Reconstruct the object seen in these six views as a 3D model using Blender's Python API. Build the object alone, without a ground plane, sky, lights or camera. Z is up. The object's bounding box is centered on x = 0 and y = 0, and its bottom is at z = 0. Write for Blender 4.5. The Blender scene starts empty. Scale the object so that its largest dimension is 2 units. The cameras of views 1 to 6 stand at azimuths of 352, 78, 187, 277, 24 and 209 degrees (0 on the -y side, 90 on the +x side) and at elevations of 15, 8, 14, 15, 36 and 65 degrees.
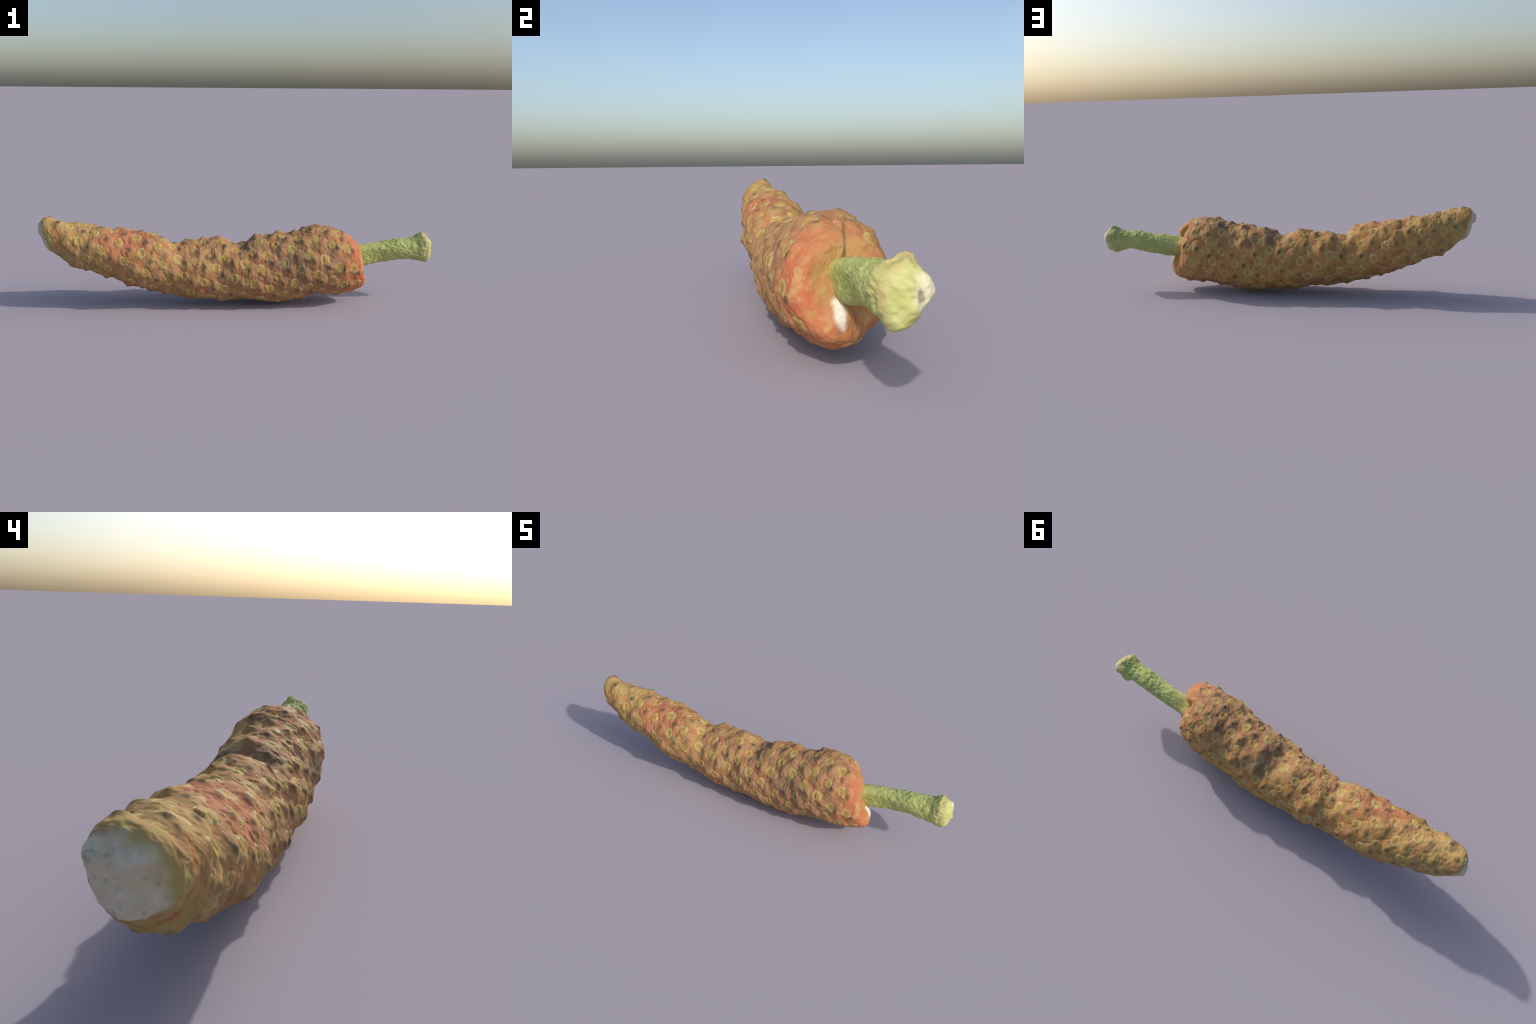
# Long pepper: a fused spike of tiny drupes in Lucas-spiral phyllotaxis, with
# peltate bracts between them, a cleft base, a short green stalk and a broken tip.
import bpy, math, random
import numpy as np
from mathutils import Matrix, Vector

random.seed(7)
RNG = np.random.default_rng(7)
TAU = 2 * math.pi

# ------------------------------------------------------------------ helpers
def smooth(e0, e1, v):
    t = np.clip((v - e0) / (e1 - e0), 0, 1)
    return t * t * (3 - 2 * t)

def hash3(i, j, k, seed):
    h = (i * 374761393 + j * 668265263 + k * 2147483647 + seed * 974634777) & 0xFFFFFFFF
    h = ((h ^ (h >> 13)) * 1274126177) & 0xFFFFFFFF
    h = ((h ^ (h >> 16)) * 2246822519) & 0xFFFFFFFF
    return ((h ^ (h >> 15)) & 0xFFFFFF) / float(0xFFFFFF) * 2 - 1

def noise(P, seed=0):
    """value noise in [-1,1] on an (...,3) array"""
    F = np.floor(P).astype(np.int64)
    t = P - F
    t = t * t * t * (t * (t * 6 - 15) + 10)
    out = 0
    for a in (0, 1):
        for b in (0, 1):
            for c in (0, 1):
                w = (t[..., 0] if a else 1 - t[..., 0]) * (t[..., 1] if b else 1 - t[..., 1]) * (t[..., 2] if c else 1 - t[..., 2])
                out = out + w * hash3(F[..., 0] + a, F[..., 1] + b, F[..., 2] + c, seed)
    return out

def fbm(P, octaves=3, seed=0):
    s, a, n = 0, 1.0, 0
    for o in range(octaves):
        s = s + a * noise(P * (2.03 ** o) + o * 17.3, seed + o)
        n += a
        a *= 0.5
    return s / n

def spline(xk, yk, x):
    """monotone (Fritsch-Carlson style) cubic through control points; yk may be 2-D"""
    xk = np.asarray(xk, float); yk = np.asarray(yk, float)
    if yk.ndim == 1:
        return spline(xk, yk[:, None], x)[:, 0]
    h = np.diff(xk)[:, None]
    d = np.diff(yk, axis=0) / h
    m = np.zeros_like(yk)
    m[0], m[-1] = d[0], d[-1]
    same = d[:-1] * d[1:] > 0
    hm = 3 * (h[:-1] + h[1:]) / ((2 * h[1:] + h[:-1]) / np.where(same, d[:-1], 1) + (h[1:] + 2 * h[:-1]) / np.where(same, d[1:], 1))
    m[1:-1] = np.where(same, hm, 0)
    i = np.clip(np.searchsorted(xk, x) - 1, 0, len(xk) - 2)
    hh = h[i]; t = ((x - xk[i])[:, None]) / hh
    return ((2 * t**3 - 3 * t**2 + 1) * yk[i] + (t**3 - 2 * t**2 + t) * hh * m[i]
            + (-2 * t**3 + 3 * t**2) * yk[i + 1] + (t**3 - t**2) * hh * m[i + 1])

def periodic(deg, val, th):
    """smooth periodic curve through (angle in degrees, value) control points"""
    d = np.radians(np.asarray(deg, float)); v = np.asarray(val, float)
    d3 = np.concatenate([d - TAU, d, d + TAU]); v3 = np.concatenate([v, v, v])
    return spline(d3, v3, np.mod(th, TAU))

def angdiff(a, b):
    return (a - b + math.pi) % TAU - math.pi

# ------------------------------------------------------------------ profiles
# Cross-sections at stations along x.  Each: centre y, centre z, mean radius and
# the 2- and 3-lobed ovality terms (cos2, sin2, cos3, sin3), in 0.1 mm.
STATION = [-1.0, -0.985, -0.96, -0.93, -0.88, -0.82, -0.76, -0.70, -0.64, -0.58, -0.52, -0.46, -0.42, -0.385, -0.35, -0.315,
           -0.27, -0.22, -0.17, -0.12, -0.085, -0.05, -0.015, 0.03, 0.08, 0.13, 0.18, 0.24, 0.30, 0.36, 0.42, 0.47]
SPINE_Y = [873, 762, 637, 567, 577, 556, 584, 575, 584, 551, 473, 411, 367, 343, 345, 365, 376, 323, 290, 260, 232, 185, 146, 105, 85, 67, -5, -102, -135, -149, -213, -255]
SPINE_Z = [4065, 3998, 3822, 3673, 3449, 3183, 3059, 2871, 2710, 2534, 2391, 2263, 2160, 2036, 1891, 1829, 1839, 1819, 1817, 1784, 1724, 1666, 1633, 1691, 1765, 1771, 1823, 1879, 2029, 2207, 2265, 2260]
RADIUS = [218, 458, 700, 796, 942, 1045, 1116, 1233, 1270, 1402, 1418, 1430, 1385, 1351, 1271, 1297, 1429, 1470, 1457, 1502, 1511, 1498, 1483, 1538, 1640, 1676, 1708, 1677, 1712, 1733, 1683, 1659]
OVAL_C2 = [26, -8, -67, 0, -32, -47, -12, 18, 41, 8, 11, -46, -70, -69, -13, 2, -27, 8, -30, -100, -68, 21, 70, 43, -19, -62, -89, -58, -35, -46, -67, -82]
OVAL_S2 = [23, 0, -22, -28, -82, 2, 36, -27, -32, 31, 31, 6, -49, -63, -14, 68, 116, 101, 67, 50, 13, -37, -65, -65, 2, 25, 26, 3, -22, 2, -6, -8]
OVAL_C3 = [-10, -3, -32, -20, -5, -3, -47, -19, -13, -3, -5, -10, 0, 14, 16, 5, -5, -1, -4, -16, -30, -37, -28, -12, -23, -34, -27, 0, -18, -32, 1, 40]
OVAL_S3 = [31, 32, 31, -7, -11, -9, -9, 14, -4, -19, -17, -6, -12, -3, 22, 30, 15, -1, -31, -48, -25, 8, 10, -30, -48, -19, -24, -25, -6, -3, 9, 10]
BODY = np.stack([SPINE_Y, SPINE_Z, RADIUS, OVAL_C2, OVAL_S2, OVAL_C3, OVAL_S3], 1) * 1e-4

STALK_STATION = [0.50, 0.56, 0.60, 0.65, 0.70, 0.75, 0.80, 0.84, 0.87, 0.90, 0.92, 0.94, 0.96, 0.98, 0.99, 0.997]
STALK_Y = [-220, -196, -174, -171, -205, -241, -290, -354, -364, -366, -371, -376, -349, -275, -243, -212]
STALK_Z = [2370, 2412, 2458, 2518, 2587, 2653, 2746, 2769, 2772, 2786, 2795, 2801, 2782, 2765, 2767, 2775]
STALK_R = [448, 465, 482, 494, 482, 503, 519, 499, 497, 566, 618, 649, 596, 458, 304, 124]
STALK_C2 = [4, -24, -53, -73, -54, -49, -33, -2, 5, -29, -59, -87, -86, -62, -50, -37]
STALK_S2 = [-23, -20, -16, -13, -17, -19, -7, 51, 66, 51, 24, -9, 25, 56, 41, 18]
STALK_C3 = [59, 54, 43, 25, 13, 4, 10, 22, 6, -8, -12, -12, 14, 32, 29, 22]
STALK_S3 = [33, 31, 25, 21, 26, 32, 27, 23, 25, 17, 7, -1, 11, 14, 6, -5]
STALK_Y = [v - 25 for v in STALK_Y]
STALK = np.stack([STALK_Y, STALK_Z, STALK_R, STALK_C2, STALK_S2, STALK_C3, STALK_S3], 1) * 1e-4

def slices(stations, table, x, th):
    q = spline(stations, table, x)
    r = (q[:, 2:3] + q[:, 3:4] * np.cos(2 * th) + q[:, 4:5] * np.sin(2 * th)
         + q[:, 5:6] * np.cos(3 * th) + q[:, 6:7] * np.sin(3 * th))
    return q[:, :2], r

# ------------------------------------------------------------------ body grid
NT = 460
TH = np.linspace(0, TAU, NT, endpoint=False)
X_CAP = 0.42                       # where the rounded, cleft base begins
xs = np.concatenate([-1 + 0.04 * np.linspace(0, 1, 46) ** 2, np.linspace(-0.96, X_CAP, 600)[1:]])
ctr, rad = slices(STATION, BODY, xs, TH)
tube = np.stack([np.broadcast_to(xs[:, None], rad.shape), ctr[:, 0:1] + rad * np.cos(TH), ctr[:, 1:2] + rad * np.sin(TH)], -1)

# base cap: per angle, a rounded shoulder up to a ridge, then a recess round the stalk
DEG = [0, 45, 78, 88, 110, 145, 180, 215, 245, 270, 300, 330]
ridge_x = periodic(DEG, [.540, .533, .534, .562, .576, .588, .598, .614, .634, .624, .582, .552], TH)
ridge_r = periodic(DEG, [.075, .075, .075, .080, .088, .100, .115, .118, .112, .102, .100, .085], TH)
square = periodic(DEG, [1.8, 1.7, 1.7, 1.6, 1.8, 2.4, 3.4, 3.8, 3.8, 3.2, 2.4, 2.0], TH)
inner_x = periodic(DEG, [.535, .532, .535, .550, .564, .574, .582, .590, .594, .588, .570, .545], TH)
stalk_c = np.array([-0.020, 0.243])
rim_c, rim_r = ctr[-1], rad[-1]
rows = []
for t in np.linspace(0, 1, 90)[1:]:
    a = t * math.pi / 2
    sx, cr = np.sin(a) ** (2 / square), np.cos(a) ** (2 / square)
    x = X_CAP + (ridge_x - X_CAP) * sx
    r = ridge_r + (rim_r - ridge_r) * cr
    c = rim_c + (stalk_c - rim_c) * (1 - cr)[:, None]
    rows.append(np.stack([x, c[:, 0] + r * np.cos(TH), c[:, 1] + r * np.sin(TH)], -1))
N_OUT = len(rows)
for t in np.linspace(0, 1, 34)[1:]:
    s = t * t * (3 - 2 * t)
    x = ridge_x + (inner_x - ridge_x) * s
    r = ridge_r + (0.022 - ridge_r) * t
    rows.append(np.stack([x, stalk_c[0] + r * np.cos(TH), stalk_c[1] + r * np.sin(TH)], -1))
cap = np.stack(rows)
# the two clefts between the lobes of the base
cr_ = np.hypot(cap[..., 1] - stalk_c[0], cap[..., 2] - stalk_c[1])
g_top = np.exp(-(angdiff(TH, math.radians(76)) / math.radians(13)) ** 2)
g_bot = np.exp(-(angdiff(TH, math.radians(294)) / math.radians(15)) ** 2)
cap[..., 0] -= 0.013 * g_top * smooth(0.025, 0.06, cr_) * smooth(0.455, 0.52, cap[..., 0])
cap[..., 0] -= 0.020 * g_bot * smooth(0.03, 0.06, cr_) * (1 - smooth(0.10, 0.14, cr_))
base = np.concatenate([tube, cap])
NS = len(base)
N_TUBE = len(tube)

def grid_normals(G):
    du = np.gradient(G, axis=0)
    dv = np.roll(G, -1, 1) - np.roll(G, 1, 1)
    n = np.cross(dv, du)
    n /= np.linalg.norm(n, axis=-1, keepdims=True) + 1e-12
    return n
NRM = grid_normals(base)
if (NRM[300, 0] * np.array([0, 1, 0])).sum() < 0:
    NRM = -NRM

# ------------------------------------------------------------------ phyllotaxis
# fruit k sits at angle k * 99.5 degrees (Lucas spiral, 4 and 7 parastichies);
# slow drifts of twist and spacing along the bent spike
DIVERGENCE = math.radians(99.5)
PHASE = 2.03285
PITCH = [-0.04686, 0.71430, -0.19709, 0.05861, 0.09273, -0.05220]
LEAN_COS = [0.00281, 0.00185, 0.01047, -0.00383, -0.00881]
LEAN_SIN = [-0.00687, -0.08057, 0.04754, 0.10705, -0.07859]
LEAN_COS2 = [0.00185, 0.00657, -0.00811]
LEAN_SIN2 = [0.00249, 0.00015, -0.00589]
TWIST = [-0.03218, -0.38038, 0.29968, 1.01110, -0.24606, -1.02334]
TWIST_COS = [0.06125, 0.00974, -0.11230]
TWIST_SIN = [-0.00583, 0.03776, -0.11057]
def poly(c, u):
    return sum(a * u ** i for i, a in enumerate(c))
def organ(k):
    u0 = (k + 50) / 91.0
    u = min(max(u0, -1.0), 1.0)
    t = DIVERGENCE * k + PHASE + poly(TWIST, u)
    th = t
    for _ in range(6):
        th = t + poly(TWIST_COS, u) * math.cos(th) + poly(TWIST_SIN, u) * math.sin(th)
    x = (poly(PITCH, u) + poly(LEAN_COS, u) * math.cos(th) + poly(LEAN_SIN, u) * math.sin(th)
         + poly(LEAN_COS2, u) * math.cos(2 * th) + poly(LEAN_SIN2, u) * math.sin(2 * th))
    return x + (u0 - u) * 0.62, th % TAU

def locate(x, th):
    """fractional grid row and column of the surface point at (x, angle)"""
    col = (th % TAU) / TAU * NT
    c0 = int(round(col)) % NT
    xc = base[:N_TUBE + N_OUT, c0, 0]
    top = int(np.argmax(xc))
    if x > xc[top] - 0.012 or x < -0.985:
        return None
    row = float(np.interp(x, xc[:top], np.arange(top)))
    return row, col

def sample(G, row, col):
    row = np.clip(np.asarray(row, float), 0, NS - 1.001)
    col = np.mod(np.asarray(col, float), NT)
    r0 = np.floor(row).astype(int); c0 = np.floor(col).astype(int)
    fr = (row - r0)[..., None]; fc = (col - c0)[..., None]
    c0 %= NT; c1 = (c0 + 1) % NT
    return (G[r0, c0] * (1 - fr) * (1 - fc) + G[r0 + 1, c0] * fr * (1 - fc)
            + G[r0, c1] * (1 - fr) * fc + G[r0 + 1, c1] * fr * fc)

organs = []          # (k, nub grid pos, bract grid pos or None)
for k in range(-150, 50):
    x, th = organ(k)
    x += random.uniform(-.003, .003); th += random.uniform(-.03, .03)
    nub = locate(x - 0.052, th - 0.02)
    bract = locate(x, th)
    if bract is not None:
        bz = sample(base, *bract)
        if bz[0] > 0.53 and bz[2] > 0.28:       # none on the bare face of the base
            bract = None
    if nub is not None and x < -0.80 and math.sin(th) < -0.1:    # worn smooth below the tip
        continue
    if nub is not None:
        nz = sample(base, *nub)
        if nz[0] + 0.35 * (nz[2] - 0.38) < -0.935:
            continue
    if nub is not None:
        organs.append((k, nub, bract if -0.95 < x and k <= 41 else None))

# ------------------------------------------------------------------ relief
B = base.reshape(-1, 3)
nub_pos = np.array([sample(base, *o[1]) for o in organs])
d1 = np.full(len(B), 9.0, np.float32); lab = np.zeros(len(B), np.int32); d2 = np.full(len(B), 9.0, np.float32)
for i, p in enumerate(nub_pos):
    d = np.linalg.norm(B - p, axis=1).astype(np.float32)
    m = d < d1
    d2 = np.where(m, d1, np.minimum(d2, d))
    lab[m] = i
    d1 = np.where(m, d, d1)
D1 = d1.reshape(NS, NT); D2 = d2.reshape(NS, NT)
tall = 0.55 + 0.65 * RNG.random(len(organs))
cone = np.zeros((NS, NT)); ridge = np.zeros((NS, NT))
for i, (k, nub, br) in enumerate(organs):
    r0 = int(nub[0]); lo, hi = max(0, r0 - 70), min(NS, r0 + 70)
    dv = base[lo:hi] - nub_pos[i]
    ax = sample(base, nub[0] + 2, nub[1]) - sample(base, nub[0] - 2, nub[1]); ax /= np.linalg.norm(ax)
    al = dv @ ax; dd = (dv ** 2).sum(-1)
    circ2 = np.maximum(dd - al ** 2, 0)
    wob = 1 + 0.35 * noise(base[lo:hi] * 55, 6)
    # steeper on the tip side, trailing off towards the stalk
    al2 = np.where(al > 0, al * 0.8, al * 1.15) ** 2
    cone[lo:hi] = np.maximum(cone[lo:hi], tall[i] * np.exp(-np.sqrt((al2 + circ2 * 0.6) / 0.0125 ** 2 + 0.09) * wob + 0.3))
    ridge[lo:hi] = np.maximum(ridge[lo:hi], tall[i] * np.exp(-(al2 / 0.020 ** 2 + circ2 / 0.040 ** 2)))
X = base[..., 0]; Y = base[..., 1]; Z = base[..., 2]
on_cap = smooth(0.50, 0.57, X)
on_scar = 1 - smooth(-0.980, -0.945, X + 0.35 * (Z - 0.38))
body_w = (1 - 0.45 * on_cap) * (1 - 0.9 * on_scar)

# drupe domes with creases where they meet, a pointed stigma on each
warp = 0.010 * fbm(base * 38, 2, 5)
D1w = np.clip(D1 + warp, 0, 1)
h = 0.0022 * (1 - np.clip(D1w / 0.055, 0, 1.2) ** 2)
dried = smooth(-0.12, 0.10, -(Y - 0.02) + 0.7 * (Z - 0.20))
h -= (0.0030 - 0.0016 * dried) * np.exp(-((D2 - D1 + 0.4 * warp) / 0.010) ** 2) * smooth(0.02, 0.04, D1) * np.clip(0.6 + 1.6 * fbm(base * 26, 2, 8), 0, 1.3)
h += 0.0078 * cone + 0.0052 * ridge
# flattened pads under the bracts
for k, nub, br in organs:
    if br is None:
        continue
    p = sample(base, *br)
    r0 = int(br[0]); lo, hi = max(0, r0 - 60), min(NS, r0 + 60)
    d = np.linalg.norm(base[lo:hi] - p, axis=-1)
    w = 1 - smooth(0.016, 0.030, d)
    h[lo:hi] = h[lo:hi] * (1 - 0.8 * w) + 0.8 * w * 0.0036
h *= body_w
# wrinkles running round the spike, rougher on the sun-dried -y and upper side
wrinkle = fbm(base * np.array([48, 40, 40]), 2, 3)
fine = fbm(base * np.array([150, 75, 75]), 2, 9)
rough = 0.45 + 0.55 * smooth(-0.10, 0.12, -(Y - 0.02) + 0.6 * (Z - 0.22))
lump = fbm(base * 9.0, 2, 21)
torn = 1 - 2 * np.abs(fbm(base * np.array([44, 20, 20]) + 0.5 * wrinkle[..., None], 2, 13))      # ridged, shrivelled skin
h += body_w * rough * (0.0038 * wrinkle + 0.0018 * (torn - 0.35) + 0.0013 * fine) + 0.003 * lump * (1 - on_scar)
h += (1 - body_w) * (0.0016 * fbm(base * 45, 2, 33) + 0.0110 * on_cap * fbm(base * 24, 3, 35))
# two furrows pinched across the upper side
def furrow(xc, slant, depth, width, t0, spread):
    xx = xc + slant * angdiff(TH, t0)
    return depth * np.exp(-((X - xx) / width) ** 2) * np.exp(-(angdiff(TH, t0) / spread) ** 4)
h -= furrow(0.008, -0.035, 0.004, 0.022, math.radians(95), math.radians(50))
h -= furrow(-0.345, -0.02, 0.003, 0.020, math.radians(95), math.radians(50))
# broad swellings and hollows of the flanks
def swell(xc, width, deg, spread, amount):
    return amount * np.exp(-((X - xc) / width) ** 2) * np.exp(-(angdiff(TH, math.radians(deg)) / math.radians(spread)) ** 2)
h += swell(0.00, 0.07, 35, 45, 0.014) + swell(-0.345, 0.05, 35, 45, 0.010) + swell(-0.10, 0.14, 20, 35, 0.003) + swell(0.47, 0.07, 215, 35, 0.008) + swell(-0.91, 0.07, 250, 60, 0.007) + 0.002 * (1 - smooth(-0.96, -0.85, X))
h -= swell(0.22, 0.11, 200, 40, 0.009) + swell(0.0, 0.2, -50, 25, 0.006) + swell(-0.45, 0.12, -50, 30, 0.003)
h -= 0.0036

surf = base + NRM * h[..., None]
# broken tip: a smooth flap overhanging a pitted, uneven scar
fl_r = np.sqrt(((Y - 0.086) / 0.033) ** 2 + ((Z - 0.403) / 0.027) ** 2) + 0.12 * noise(base * 40, 44)
flap = 1 - smooth(0.75, 1.05, fl_r)
under = np.exp(-((Z - 0.372 - 0.2 * (Y - 0.08)) / 0.007) ** 2) * np.exp(-((Y - 0.085) / 0.032) ** 2)
pits = fbm(base * np.array([8, 42, 42]), 3, 41)
surf[..., 0] += on_scar * (0.004 * (1 - flap) + 0.009 * under + 0.0085 * pits * (1 - 0.8 * flap))
NRM2 = grid_normals(surf)
if (NRM2[300, 0] * np.array([0, 1, 0])).sum() < 0:
    NRM2 = -NRM2

# keep the thing on the ground and inside its frame
lift = -surf[..., 2].min()
surf[..., 2] += np.where(surf[..., 2] < 0.05, lift * (1 - surf[..., 2] / 0.05), 0)
surf[..., 0] = np.maximum(surf[..., 0], -1.0)

# ------------------------------------------------------------------ mesh makers
def new_mesh(name, verts, faces4, faces3=None, normals=None):
    me = bpy.data.meshes.new(name)
    f4 = np.asarray(faces4, np.int32).reshape(-1, 4)
    f3 = np.asarray(faces3 if faces3 is not None else [], np.int32).reshape(-1, 3)
    me.vertices.add(len(verts))
    me.vertices.foreach_set("co", np.asarray(verts, np.float32).ravel())
    me.loops.add(f4.size + f3.size)
    me.loops.foreach_set("vertex_index", np.concatenate([f4.ravel(), f3.ravel()]))
    me.polygons.add(len(f4) + len(f3))
    starts = np.concatenate([np.arange(len(f4)) * 4, f4.size + np.arange(len(f3)) * 3]).astype(np.int32)
    me.polygons.foreach_set("loop_start", starts)
    me.polygons.foreach_set("use_smooth", np.ones(len(starts), bool))
    me.update(calc_edges=True)
    me.validate()
    if normals is not None:
        me.normals_split_custom_set_from_vertices([tuple(n) for n in normals.tolist()])
    return me

def add(name, me, mat, parent, loc=(0, 0, 0)):
    ob = bpy.data.objects.new(name, me)
    bpy.context.scene.collection.objects.link(ob)
    if mat:
        me.materials.append(mat)
    ob.parent = parent
    ob.location = loc
    return ob

def quads(ns, nt):
    i = np.arange(ns - 1)[:, None]; j = np.arange(nt)[None]
    j1 = (j + 1) % nt
    q = np.stack([i * nt + j, i * nt + j1, (i + 1) * nt + j1, (i + 1) * nt + j], -1)
    return q.reshape(-1, 4)

# ------------------------------------------------------------------ node helpers
class Nodes:
    def __init__(self, name):
        self.mat = bpy.data.materials.new(name)
        self.mat.use_nodes = True
        self.t = self.mat.node_tree
        self.t.nodes.clear()
    def n(self, kind, **kw):
        nd = self.t.nodes.new(kind)
        for k, v in kw.items():
            setattr(nd, k, v)
        return nd
    def put(self, sock, v):
        if hasattr(v, "is_linked") or isinstance(v, bpy.types.NodeSocket):
            self.t.links.new(v, sock)
        else:
            sock.default_value = v
    def math(self, op, a, b=0.0, c=0.0, clamp=False):
        nd = self.n("ShaderNodeMath", operation=op, use_clamp=clamp)
        for i, v in enumerate((a, b, c)):
            self.put(nd.inputs[i], v)
        return nd.outputs[0]
    def vmath(self, op, a, b=(0, 0, 0)):
        nd = self.n("ShaderNodeVectorMath", operation=op)
        self.put(nd.inputs[0], a); self.put(nd.inputs[1], b)
        return nd.outputs["Value"] if op in ("LENGTH", "DISTANCE", "DOT_PRODUCT") else nd.outputs["Vector"]
    def noise(self, vec, scale, detail=3.0, rough=0.55, offset=(0, 0, 0), stretch=(1, 1, 1)):
        mp = self.n("ShaderNodeMapping")
        self.put(mp.inputs["Vector"], vec)
        mp.inputs["Location"].default_value = offset
        mp.inputs["Scale"].default_value = stretch
        nd = self.n("ShaderNodeTexNoise")
        self.put(nd.inputs["Vector"], mp.outputs[0])
        nd.inputs["Scale"].default_value = scale
        nd.inputs["Detail"].default_value = detail
        nd.inputs["Roughness"].default_value = rough
        return nd.outputs["Fac"]
    def ramp(self, f, e0, e1, lo=0.0, hi=1.0):
        nd = self.n("ShaderNodeMapRange", interpolation_type="SMOOTHSTEP")
        self.put(nd.inputs["Value"], f)
        for nm, v in (("From Min", e0), ("From Max", e1), ("To Min", lo), ("To Max", hi)):
            self.put(nd.inputs[nm], v)
        return nd.outputs["Result"]
    def mix(self, f, a, b):
        nd = self.n("ShaderNodeMix", data_type="RGBA")
        self.put(nd.inputs["Factor"], f)
        for s, v in (("A", a), ("B", b)):
            sock = [i for i in nd.inputs if i.name == s and i.type == "RGBA"][0]
            self.put(sock, v if not isinstance(v, tuple) else (*v, 1.0))
        return [o for o in nd.outputs if o.type == "RGBA"][0]
    def spot(self, pos, centre, size, soft=0.35, wobble=None):
        d = self.vmath("SUBTRACT", pos, centre)
        d = self.vmath("DIVIDE", d, size)
        l = self.vmath("LENGTH", d)
        if wobble is not None:
            l = self.math("ADD", l, wobble)
        return self.ramp(l, 1.0 + soft, 1.0 - soft)
    def finish(self, col, bump=None, strength=0.3, dist=0.004, rough=0.75, spec=0.15):
        b = self.n("ShaderNodeBsdfPrincipled")
        self.put(b.inputs["Base Color"], col)
        self.put(b.inputs["Roughness"], rough)
        b.inputs["Specular IOR Level"].default_value = spec
        if bump is not None:
            bn = self.n("ShaderNodeBump")
            bn.inputs["Strength"].default_value = strength
            bn.inputs["Distance"].default_value = dist
            self.put(bn.inputs["Height"], bump)
            self.put(b.inputs["Normal"], bn.outputs[0])
        o = self.n("ShaderNodeOutputMaterial")
        self.t.links.new(b.outputs[0], o.inputs[0])
        return self.mat

ROUND = (1.0, 0.62, 0.62)       # stretch that makes grain run round the spike
def smudges(N, pos, wob):
    """grey-brown bruises where the spike is pinched or dried out"""
    s = None
    for c, r in (((0.20, -0.16, 0.24), (0.045, .05, .045)), ((0.26, -0.17, 0.24), (0.03, .04, .06)),
                 ((0.02, -0.015, 0.32), (0.045, .07, .05)), ((0.045, 0.09, 0.30), (0.04, .045, .05)),
                 ((0.31, 0.045, 0.37), (0.03, .035, .035)), ((0.14, 0.125, 0.30), (0.035, .03, .035))):
        m = N.spot(pos, c, r, 0.55, wob)
        s = m if s is None else N.math("MAXIMUM", s, m)
    return s

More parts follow.
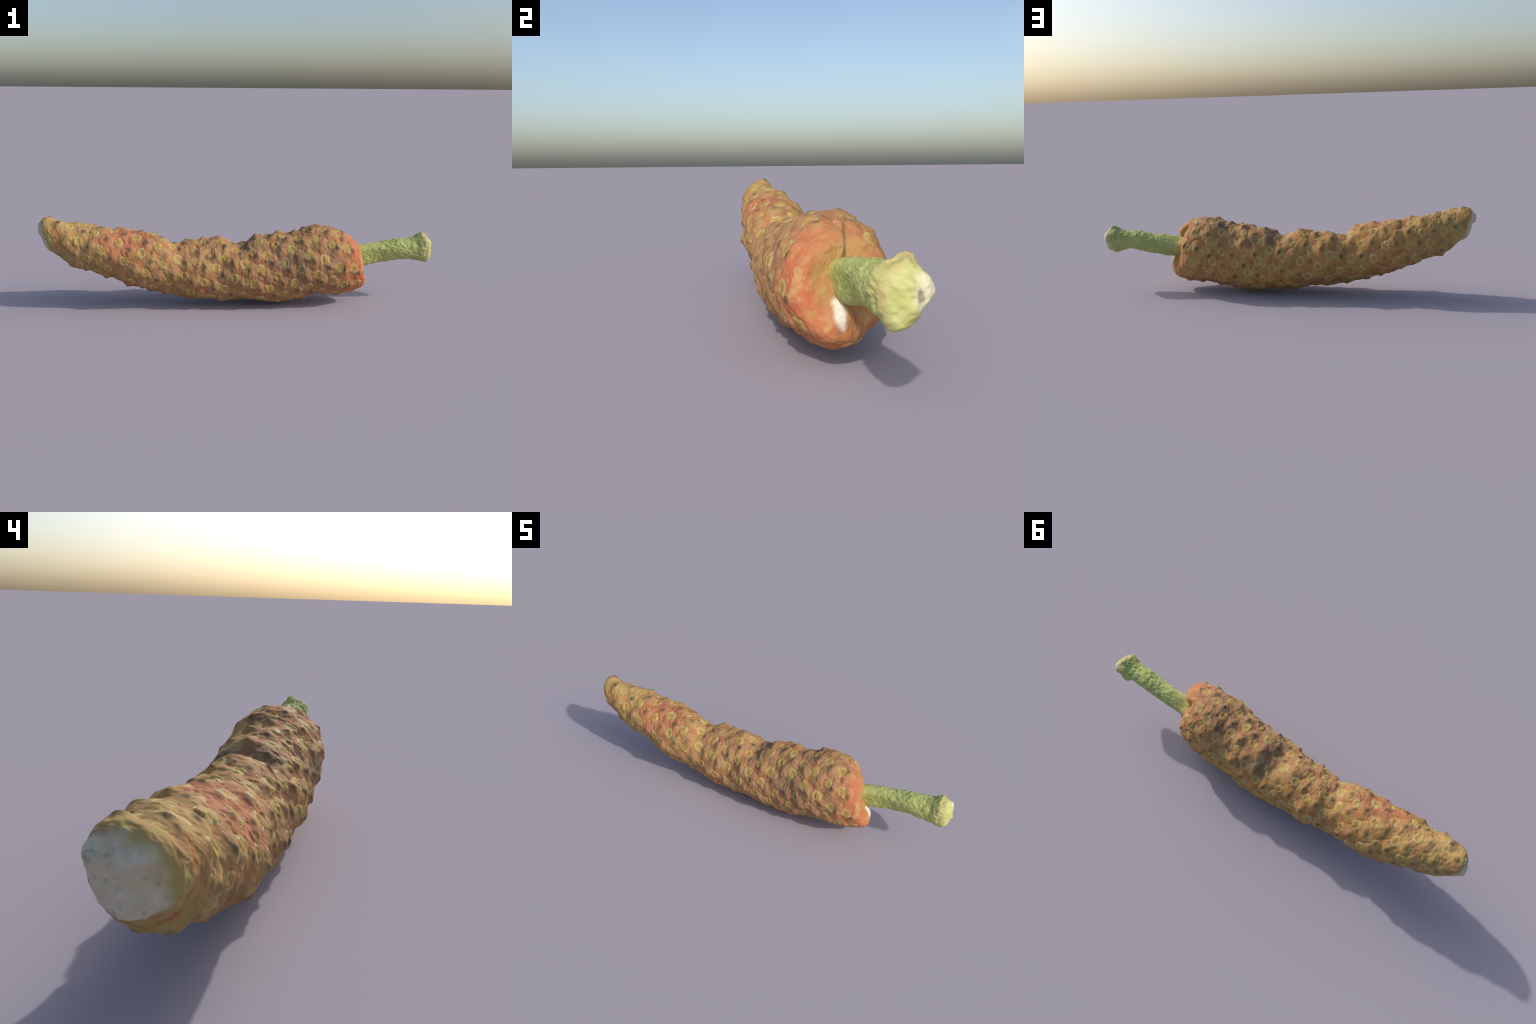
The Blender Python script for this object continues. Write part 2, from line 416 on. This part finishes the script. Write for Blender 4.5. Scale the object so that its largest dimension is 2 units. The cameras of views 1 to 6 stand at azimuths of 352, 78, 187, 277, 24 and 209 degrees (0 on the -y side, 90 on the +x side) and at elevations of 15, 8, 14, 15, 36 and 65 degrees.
def flesh_colour(N, drupe=False):
    pos = N.n("ShaderNodeNewGeometry").outputs["Position"]
    sep = N.n("ShaderNodeSeparateXYZ"); N.put(sep.inputs[0], pos)
    x, y, z = sep.outputs
    big = N.noise(pos, 5.0, 2, offset=(3, 1, 2))
    mid = N.noise(pos, 16.0, 4, offset=(1, 7, 2), stretch=ROUND)
    streak = N.noise(pos, 60.0, 4, 0.6, stretch=ROUND)
    fine = N.noise(pos, 150.0, 3, 0.6)
    wob = N.math("MULTIPLY_ADD", mid, 1.6, -0.8)
    wob2 = N.math("MULTIPLY_ADD", big, 1.4, -0.7)
    # tan to orange-brown flesh
    col = N.mix(N.ramp(big, 0.40, 0.62), (0.390, 0.222, 0.100), (0.405, 0.205, 0.097))
    col = N.mix(N.ramp(mid, 0.42, 0.68), col, (0.39, 0.258, 0.100))
    # more ochre on the +y flank
    oc = N.ramp(N.math("ADD", y, N.math("MULTIPLY", wob, 0.06)), 0.0, 0.13)
    col = N.mix(N.math("MULTIPLY", oc, 0.65), col, (0.43, 0.24, 0.068))
    # ochre towards the tip
    ty = N.ramp(N.math("ADD", x, N.math("MULTIPLY", wob, 0.16)), -0.50, -0.92)
    col = N.mix(N.math("MULTIPLY", ty, 0.75), col, (0.39, 0.275, 0.100))
    # reddish bare patch on the upper tip half, and red tints low on the sides
    red = N.spot(pos, (-0.57, -0.03, 0.36), (0.13, 0.10, 0.09), 0.5, wob)
    col = N.mix(N.math("MULTIPLY", red, 0.65), col, (0.44, 0.15, 0.075))
    red2 = N.ramp(N.noise(pos, 7.0, 2, offset=(9, 4, 1)), 0.54, 0.68)
    col = N.mix(N.math("MULTIPLY", red2, 0.30), col, (0.38, 0.155, 0.072))
    # redder brown on the thick half, with dark brown blotches
    thick = N.ramp(N.math("ADD", x, N.math("MULTIPLY", wob, 0.15)), -0.25, 0.20)
    col = N.mix(N.math("MULTIPLY", N.math("MULTIPLY", thick, N.ramp(y, 0.14, -0.02)), 0.45), col, (0.36, 0.180, 0.098))
    dark_blotch = N.ramp(N.noise(pos, 27, 3, 0.55, offset=(4, 8, 3), stretch=ROUND), 0.54, 0.68)
    col = N.mix(N.math("MULTIPLY", dark_blotch, N.math("MULTIPLY_ADD", thick, 0.2, 0.3)), col, (0.185, 0.105, 0.060))
    # salmon base cap, more orange on the +y lobe
    cap_m = N.ramp(N.math("ADD", x, N.math("MULTIPLY", wob, 0.04)), 0.45, 0.545)
    cap_c = N.mix(N.ramp(N.math("ADD", y, N.math("MULTIPLY", wob2, 0.05)), -0.11, 0.0), (0.475, 0.165, 0.075), (0.43, 0.195, 0.070))
    cap_c = N.mix(N.math("MULTIPLY", N.ramp(N.noise(pos, 13, 3, offset=(3, 3, 8)), 0.48, 0.62), 0.7), cap_c, (0.47, 0.135, 0.065))
    cap_c = N.mix(N.ramp(N.noise(pos, 22, 3, offset=(2, 2, 8)), 0.50, 0.70), cap_c, (0.52, 0.25, 0.13))
    cap_c = N.mix(N.math("MULTIPLY", N.ramp(N.noise(pos, 34, 4, 0.6, offset=(7, 2, 3)), 0.50, 0.66), 0.7), cap_c, (0.40, 0.24, 0.090))
    cap_c = N.mix(N.math("MULTIPLY", N.ramp(N.noise(pos, 18, 4, 0.6, offset=(1, 9, 4)), 0.56, 0.66), 0.6), cap_c, (0.50, 0.35, 0.16))
    col = N.mix(cap_m, col, cap_c)
    # yellowish collar in the recess at the stalk, pale torn membrane below it
    yz = N.vmath("LENGTH", N.vmath("MULTIPLY", N.vmath("SUBTRACT", pos, (0.55, -0.025, 0.250)), (0.0, 1.0, 0.9)))
    collar = N.math("MULTIPLY", N.ramp(N.math("ADD", yz, N.math("MULTIPLY", wob, 0.06)), 0.115, 0.055), N.ramp(x, 0.48, 0.52))
    col = N.mix(N.math("MULTIPLY", collar, 0.75), col, N.mix(N.ramp(mid, 0.42, 0.6), (0.43, 0.25, 0.09), (0.50, 0.38, 0.14)))
    white = N.spot(pos, (0.61, -0.050, 0.152), (0.05, 0.016, 0.036), 0.4, N.math("MULTIPLY", wob, 1.8))
    col = N.mix(white, col, (0.80, 0.72, 0.62))
    # grain and brown streaks
    col = N.mix(N.math("MULTIPLY", N.ramp(streak, 0.52, 0.70), N.math("SUBTRACT", 0.42, N.math("MULTIPLY", cap_m, 0.34))), col, (0.22, 0.105, 0.05))
    col = N.mix(N.math("MULTIPLY", N.ramp(fine, 0.50, 0.72), 0.15), col, (0.52, 0.33, 0.12))
    sm = N.math("MULTIPLY", smudges(N, pos, wob), 0.5)
    col = N.mix(sm, col, (0.13, 0.09, 0.065))
    # sparse pale flecks: specular glints from the scan, painted into the skin colour
    fl = N.math("MULTIPLY", N.ramp(N.noise(pos, 85, 2, offset=(8, 3, 5)), 0.655, 0.71), N.ramp(N.noise(pos, 11, 1, offset=(5, 5, 5)), 0.50, 0.62))
    col = N.mix(N.math("MULTIPLY", fl, N.math("SUBTRACT", 0.7, N.math("MULTIPLY", cap_m, 0.6))), col, (0.66, 0.58, 0.46))
    if drupe:
        tc = N.n("ShaderNodeTexCoord").outputs["Object"]
        d = N.vmath("LENGTH", tc)
        dn = N.math("MULTIPLY_ADD", N.math("SUBTRACT", fine, 0.5), 0.012, d)
        # red flesh shows where the drupes meet
        edge = N.math("MULTIPLY", N.ramp(dn, 0.030, 0.050), N.ramp(mid, 0.42, 0.60))
        edge = N.math("MULTIPLY", edge, N.math("SUBTRACT", 0.50, N.math("MULTIPLY", cap_m, 0.45)))
        col = N.mix(edge, col, (0.36, 0.10, 0.045))
        rnd = N.n("ShaderNodeObjectInfo").outputs["Random"]
        dark = N.math("MULTIPLY", N.ramp(dn, 0.0195, 0.0050), N.ramp(rnd, 0.0, 1.0, 0.35, 0.88))
        col = N.mix(dark, col, (0.115, 0.086, 0.050))
    # pale greyish broken tip
    sc = N.math("ADD", N.math("ADD", x, N.math("MULTIPLY", N.math("SUBTRACT", z, 0.38), 0.35)), N.math("MULTIPLY", wob, 0.040))
    halo = N.math("MULTIPLY", N.ramp(sc, -0.86, -0.945), N.ramp(N.noise(pos, 20, 3, offset=(6, 2, 2), stretch=ROUND), 0.40, 0.62))
    col = N.mix(N.math("MULTIPLY", halo, 0.75), col, (0.40, 0.335, 0.115))
    scar = N.ramp(sc, -0.948, -0.978)
    sc_c = N.mix(N.ramp(N.noise(pos, 26, 3), 0.42, 0.66), (0.60, 0.545, 0.43), (0.57, 0.48, 0.34))
    sc_c = N.mix(N.math("MULTIPLY", N.ramp(N.noise(pos, 30, 3, offset=(4, 1, 9)), 0.54, 0.68), 0.6), sc_c, (0.36, 0.27, 0.14))
    col = N.mix(N.math("MULTIPLY", scar, 0.92), col, sc_c)
    bump = N.math("ADD", N.math("MULTIPLY", streak, 0.7), N.math("MULTIPLY", fine, 0.4))
    return col, bump

def flesh_material(name, drupe):
    N = Nodes(name)
    col, bump = flesh_colour(N, drupe)
    return N.finish(col, bump, 0.35, 0.004)

def bract_material():
    N = Nodes("bract_skin")
    tc = N.n("ShaderNodeTexCoord").outputs["Object"]
    pos = N.n("ShaderNodeNewGeometry").outputs["Position"]
    rnd = N.n("ShaderNodeObjectInfo").outputs["Random"]
    wob = N.math("SUBTRACT", N.noise(pos, 60, 3), 0.5)
    rho = N.vmath("LENGTH", N.vmath("MULTIPLY", tc, (1 / 0.0222, 1 / 0.0262, 0.0)))
    rho = N.math("MULTIPLY_ADD", wob, 0.8, rho)
    sep = N.n("ShaderNodeSeparateXYZ"); N.put(sep.inputs[0], pos)
    fl = N.mix(N.ramp(sep.outputs[0], 0.42, 0.55), (0.380, 0.215, 0.094), (0.48, 0.21, 0.082))
    disc = N.mix(rnd, (0.42, 0.29, 0.085), (0.43, 0.25, 0.085))
    disc = N.mix(N.ramp(N.noise(pos, 75, 3), 0.45, 0.70), disc, (0.36, 0.24, 0.07))
    disc = N.mix(N.math("MULTIPLY", N.ramp(rho, 0.50, 0.12), N.ramp(rnd, 0.2, 0.9, 0.1, 0.7)), disc, (0.33, 0.165, 0.05))
    col = N.mix(N.math("MULTIPLY", N.ramp(rho, 0.50, 0.82), N.ramp(N.noise(pos, 38, 2, offset=(2, 6, 1)), 0.35, 0.62, 0.05, 0.68)), disc, (0.48, 0.41, 0.18))
    col = N.mix(N.ramp(rho, 0.88, 1.10), col, fl)
    sp = N.math("MULTIPLY", N.ramp(N.noise(pos, 95, 2, offset=(3, 3, 1)), 0.62, 0.72), N.ramp(rho, 0.6, 0.85))  # white specks near the bract rim: baked gloss highlights drawn as colour
    col = N.mix(N.math("MULTIPLY", sp, 0.8), col, (0.72, 0.68, 0.56))
    wob2 = N.math("MULTIPLY_ADD", N.noise(pos, 16.0, 4, offset=(1, 7, 2), stretch=ROUND), 1.6, -0.8)
    col = N.mix(N.math("MULTIPLY", smudges(N, pos, wob2), 0.45), col, (0.15, 0.12, 0.10))
    return N.finish(col, N.noise(pos, 160, 3), 0.3, 0.003, 0.6)

def rim_blend(N, pos, sep, grain, col):
    """bruised tan-olive band where the stalk was cut through"""
    q = N.math("ADD", sep.outputs[0], N.math("MULTIPLY_ADD", sep.outputs[1], 0.12, 0.00444))
    band = N.ramp(N.math("ABSOLUTE", N.math("SUBTRACT", q, 0.957)), 0.016, 0.003)
    return N.mix(N.math("MULTIPLY", band, 0.85), col, N.mix(N.ramp(grain, 0.4, 0.6), (0.44, 0.42, 0.16), (0.44, 0.34, 0.17)))

def stalk_material():
    N = Nodes("stalk_skin")
    pos = N.n("ShaderNodeNewGeometry").outputs["Position"]
    sep = N.n("ShaderNodeSeparateXYZ"); N.put(sep.inputs[0], pos)
    a = N.noise(pos, 14, 3); b = N.noise(pos, 48, 4, 0.6); c = N.noise(pos, 120, 3)
    col = N.mix(N.ramp(a, 0.35, 0.65), (0.34, 0.39, 0.125), (0.43, 0.46, 0.165))
    col = N.mix(N.math("MULTIPLY", N.ramp(b, 0.52, 0.72), 0.55), col, (0.50, 0.52, 0.20))
    col = N.mix(N.math("MULTIPLY", N.ramp(b, 0.42, 0.28), 0.40), col, (0.24, 0.29, 0.10))
    y0 = N.ramp(N.math("MULTIPLY_ADD", a, 0.06, sep.outputs[0]), 0.655, 0.58)
    col = N.mix(N.math("MULTIPLY", y0, 0.8), col, (0.46, 0.38, 0.12))
    # brownish broken rim near the cut end
    rim = N.math("MULTIPLY", N.ramp(N.math("ABSOLUTE", N.math("SUBTRACT", N.math("MULTIPLY_ADD", a, 0.04, sep.outputs[0]), 0.958)), 0.014, 0.004), N.ramp(b, 0.42, 0.58))
    col = N.mix(N.math("MULTIPLY", rim, 0.6), col, (0.50, 0.36, 0.19))
    col = rim_blend(N, pos, sep, b, col)
    return N.finish(col, N.math("ADD", b, N.math("MULTIPLY", c, 0.5)), 0.4, 0.005, 0.65)

def cut_material():
    N = Nodes("stalk_pith")
    pos = N.n("ShaderNodeNewGeometry").outputs["Position"]
    a = N.noise(pos, 22, 3); b = N.noise(pos, 60, 3)
    wob = N.math("SUBTRACT", N.noise(pos, 40, 3, offset=(1, 1, 1)), 0.5)
    col = N.mix(N.ramp(a, 0.38, 0.62), (0.44, 0.46, 0.16), (0.52, 0.52, 0.22))
    pale = N.spot(pos, (0.99, -0.005, 0.285), (0.03, 0.026, 0.045), 0.5, N.math("MULTIPLY", wob, 1.6))
    col = N.mix(N.math("MULTIPLY", pale, 0.85), col, (0.70, 0.66, 0.48))
    hole = N.spot(pos, (0.995, -0.020, 0.282), (0.02, 0.007, 0.010), 0.7, N.math("MULTIPLY", wob, 3.0))
    col = N.mix(N.math("MULTIPLY", hole, 0.8), col, (0.20, 0.19, 0.13))
    sep = N.n("ShaderNodeSeparateXYZ"); N.put(sep.inputs[0], pos)
    col = rim_blend(N, pos, sep, b, col)
    return N.finish(col, b, 0.25, 0.004, 0.6)

MAT_DRUPE = flesh_material("drupe_skin", True)
MAT_FLESH = flesh_material("spike_flesh", False)
MAT_BRACT = bract_material()
MAT_STALK = stalk_material()
MAT_CUT = cut_material()

# ------------------------------------------------------------------ assemble
thing = bpy.data.objects.new("long_pepper", None)
bpy.context.scene.collection.objects.link(thing)
thing["label"] = "curved bumpy orange-brown long pepper with short green stalk"
thing["category"] = "long pepper"

V = surf.reshape(-1, 3)
VN = NRM2.reshape(-1, 3)
pole_tip = V[:NT].mean(0); pole_in = V[-NT:].mean(0)
V = np.vstack([V, pole_tip, pole_in]); VN = np.vstack([VN, [-1, 0, 0], [1, 0, 0]])
Q = quads(NS, NT)
# orient faces outwards
fn = np.cross(V[Q[:, 1]] - V[Q[:, 0]], V[Q[:, 3]] - V[Q[:, 0]])
if (fn * VN[Q[:, 0]]).sum() < 0:
    Q = Q[:, ::-1]
jt = np.arange(NT); j1 = (jt + 1) % NT
tri_tip = np.stack([np.full(NT, NS * NT), jt, j1], 1)
tri_in = np.stack([np.full(NT, NS * NT + 1), (NS - 1) * NT + j1, (NS - 1) * NT + jt], 1)
if np.cross(V[tri_tip[:, 1]] - V[tri_tip[:, 0]], V[tri_tip[:, 2]] - V[tri_tip[:, 0]])[:, 0].sum() > 0:
    tri_tip = tri_tip[:, ::-1]
if np.cross(V[tri_in[:, 1]] - V[tri_in[:, 0]], V[tri_in[:, 2]] - V[tri_in[:, 0]])[:, 0].sum() < 0:
    tri_in = tri_in[:, ::-1]

qrow = np.arange(len(Q)) // NT
qc = base.reshape(-1, 3)[Q[:, 0]]
region = lab[Q[:, 0]].copy()                      # nearest drupe
region[d1[Q[:, 0]] > 0.062] = -1                  # smooth flesh of the base
region[qrow >= N_TUBE + N_OUT - 6] = -1
scar_v = qc[:, 0] + 0.35 * (qc[:, 2] - 0.38) < -0.965
region[scar_v] = -2

def patch(name, mat, q, tris, origin, parent):
    idx, inv = np.unique(np.concatenate([q.ravel(), tris.ravel()]), return_inverse=True)
    f4 = inv[:q.size].reshape(-1, 4); f3 = inv[q.size:].reshape(-1, 3)
    me = new_mesh(name, V[idx] - origin, f4, f3, VN[idx])
    return add(name, me, mat, parent, origin)

none3 = np.zeros((0, 3), np.int64)
patch("spike_base", MAT_FLESH, Q[region == -1], tri_in, np.zeros(3), thing)
patch("tip_scar", MAT_FLESH, Q[region == -2], tri_tip, np.zeros(3), thing)

order = np.argsort(region, kind="stable")
reg_s = region[order]
BR, BS = 11, 36
phi = np.linspace(0, TAU, BS, endpoint=False)
ring_q = quads(BR, BS)
for i, (k, nub, br) in enumerate(organs):
    a, b = np.searchsorted(reg_s, [i, i + 1])
    if b - a < 4:
        continue
    origin = sample(surf, *nub)
    dr = patch("drupe", MAT_DRUPE, Q[order[a:b]], none3, origin, thing)
    if br is None:
        continue
    # bract: an oval plate, raised pale rim, dished middle, moulded onto the spike
    p = sample(base, *br)
    e = 2.0
    ax = (sample(base, br[0] + e, br[1]) - sample(base, br[0] - e, br[1])) / (2 * e)
    ci = (sample(base, br[0], br[1] + e) - sample(base, br[0], br[1] - e)) / (2 * e)
    lx, lc = np.linalg.norm(ax), np.linalg.norm(ci)
    size = random.uniform(0.80, 1.12) * (1.0 if p[0] > -0.8 else 0.9)
    ra, rc = 0.0234 * size * random.uniform(.92, 1.08), 0.0274 * size * random.uniform(.92, 1.08)
    wav = 1 + sum(random.uniform(-.07, .07) * np.cos(m * phi + random.uniform(0, TAU)) for m in (2, 3, 4, 5))
    rho = np.linspace(0.04, 1.15, BR)[:, None]
    rr = rho * wav[None]
    rows_ = br[0] + rr * ra * np.cos(phi) / lx
    cols_ = br[1] + rr * rc * np.sin(phi) / lc
    S = sample(surf, rows_, cols_); Nn = sample(NRM2, rows_, cols_)
    Nn /= np.linalg.norm(Nn, axis=-1, keepdims=True)
    dish = random.uniform(-.4, 1.2)
    liftp = (0.0010 * np.exp(-((rho - 0.76) / 0.2) ** 2) + 0.0012 * (1 - smooth(0.8, 1.12, rho))
             - 0.0016 * dish * np.exp(-(rho / 0.38) ** 2) + 0.0003 - 0.0012 * smooth(1.0, 1.15, rho))
    liftp = liftp + 0.0006 * fbm(S * 80, 2, k + 500) * (1 - smooth(0.8, 1.0, rho))
    G = S + Nn * liftp[..., None]
    c = sample(surf, *br)
    zc = sample(NRM2, *br); zc = zc / np.linalg.norm(zc)
    xa = ax - zc * ax.dot(zc); xa /= np.linalg.norm(xa)
    ya = np.cross(zc, xa)
    R = np.stack([xa, ya, zc], 1)
    loc = np.vstack([(G.reshape(-1, 3) - c) @ R, ((G[0].mean(0) - c) @ R)[None]])
    f3 = np.stack([np.full(BS, BR * BS), np.arange(BS), (np.arange(BS) + 1) % BS], 1)
    f4 = ring_q.copy()
    v = loc[f4[0]]
    if np.cross(v[1] - v[0], v[3] - v[0])[2] < 0:
        f4 = f4[:, ::-1]
    v = loc[f3[0]]
    if np.cross(v[1] - v[0], v[2] - v[0])[2] < 0:
        f3 = f3[:, ::-1]
    gn = np.cross(np.roll(G, -1, 1) - np.roll(G, 1, 1), np.gradient(G, axis=0))
    gn /= np.linalg.norm(gn, axis=-1, keepdims=True) + 1e-12
    gn *= np.sign((gn * Nn).sum(-1, keepdims=True))
    w = smooth(0.75, 1.05, rho)[..., None]
    gn = gn * (1 - w) + Nn * w
    gn /= np.linalg.norm(gn, axis=-1, keepdims=True)
    ln = np.vstack([gn.reshape(-1, 3) @ R, [[0, 0, 1]]])
    ob = add("bract", new_mesh("bract", loc, f4, f3, ln), MAT_BRACT, dr)
    M = Matrix([list(R[0]) + [c[0] - origin[0]], list(R[1]) + [c[1] - origin[1]], list(R[2]) + [c[2] - origin[2]], [0, 0, 0, 1]])
    ob.matrix_basis = M

# ------------------------------------------------------------------ stalk
MT = 200
ths = np.linspace(0, TAU, MT, endpoint=False)
sx = np.concatenate([np.linspace(0.50, 0.94, 230), np.linspace(0.94, 0.997, 60)[1:]])
qs = np.stack([np.interp(sx, STALK_STATION, STALK[:, i]) for i in range(7)], 1)
qs = 0.5 * qs + 0.5 * spline(STALK_STATION, STALK, sx)
rs = (qs[:, 2:3] + qs[:, 3:4] * np.cos(2 * ths) + qs[:, 4:5] * np.sin(2 * ths) + qs[:, 5:6] * np.cos(3 * ths) + qs[:, 6:7] * np.sin(3 * ths))
flare = 0.014 * np.exp(-((sx - 0.53) / 0.03) ** 2)[:, None] + 0.007 * (np.exp(-((sx - 0.62) / 0.07) ** 2)[:, None] * np.exp(-(angdiff(ths, math.radians(225)) / 1.0) ** 2))
rs = rs + flare
SG = np.stack([np.broadcast_to(sx[:, None], rs.shape), qs[:, 0:1] + rs * np.cos(ths), qs[:, 1:2] + rs * np.sin(ths)], -1)
sn = grid_normals(SG)
if (sn[100, 0] * np.array([0, 1, 0])).sum() < 0:
    sn = -sn
rough_w = smooth(0.58, 0.75, SG[..., 0])
end_w = smooth(0.945, 0.975, SG[..., 0])
crest = np.exp(-(angdiff(ths, math.radians(100)) / 0.9) ** 2)          # knobbly ridge along the top
pits = fbm(SG * np.array([42, 60, 60]), 3, 61)
hs = (0.0022 + 0.0026 * rough_w * (0.5 + crest)) * pits * (1 - 0.6 * end_w)
hs += 0.010 * smooth(0.86, 0.92, SG[..., 0]) * (1 - 0.6 * end_w) * fbm(SG * np.array([28, 34, 34]), 2, 91)
hs += 0.0018 * fbm(SG * 110, 2, 71) * (0.4 + 0.6 * rough_w) * (1 - 0.5 * end_w)
hs += 0.0035 * rough_w * (1 - end_w) * np.clip(fbm(SG * np.array([26, 34, 34]), 2, 77), 0, 1) * crest
SG = SG + sn * hs[..., None]
SG[..., 0] += end_w * 0.004 * fbm(SG * np.array([5, 40, 40]), 2, 81)
SG[..., 0] -= 0.008 * np.exp(-(((SG[..., 1] + 0.020) / 0.012) ** 2 + ((SG[..., 2] - 0.282) / 0.014) ** 2)) * end_w
k_end = SG[..., 0].max()
SG[..., 0] += end_w * (1.0 - k_end)
sn = grid_normals(SG)
if (sn[100, 0] * np.array([0, 1, 0])).sum() < 0:
    sn = -sn
SV = np.vstack([SG.reshape(-1, 3), SG[0].mean(0), SG[-1].mean(0)])
SN = np.vstack([sn.reshape(-1, 3), [-1, 0, 0], [1, 0, 0]])
SQ = quads(len(sx), MT)
if (np.cross(SV[SQ[:, 1]] - SV[SQ[:, 0]], SV[SQ[:, 3]] - SV[SQ[:, 0]]) * SN[SQ[:, 0]]).sum() < 0:
    SQ = SQ[:, ::-1]
m = np.arange(MT); m1 = (m + 1) % MT; last = (len(sx) - 1) * MT
t_in = np.stack([np.full(MT, len(sx) * MT), m, m1], 1)
if np.cross(SV[t_in[:, 1]] - SV[t_in[:, 0]], SV[t_in[:, 2]] - SV[t_in[:, 0]])[:, 0].sum() > 0:
    t_in = t_in[:, ::-1]
t_out = np.stack([np.full(MT, len(sx) * MT + 1), last + m, last + m1], 1)
if np.cross(SV[t_out[:, 1]] - SV[t_out[:, 0]], SV[t_out[:, 2]] - SV[t_out[:, 0]])[:, 0].sum() < 0:
    t_out = t_out[:, ::-1]
V, VN = SV, SN
qx = SG.reshape(-1, 3)[SQ[:, 0]]
is_cut = qx[:, 0] + 0.12 * (qx[:, 1] + 0.037) + 0.004 * noise(qx * 60, 5) > 0.957
stalk = patch("stalk", MAT_STALK, SQ[~is_cut], t_in, np.zeros(3), thing)
patch("stalk_cut_face", MAT_CUT, SQ[is_cut], t_out, np.zeros(3), stalk)
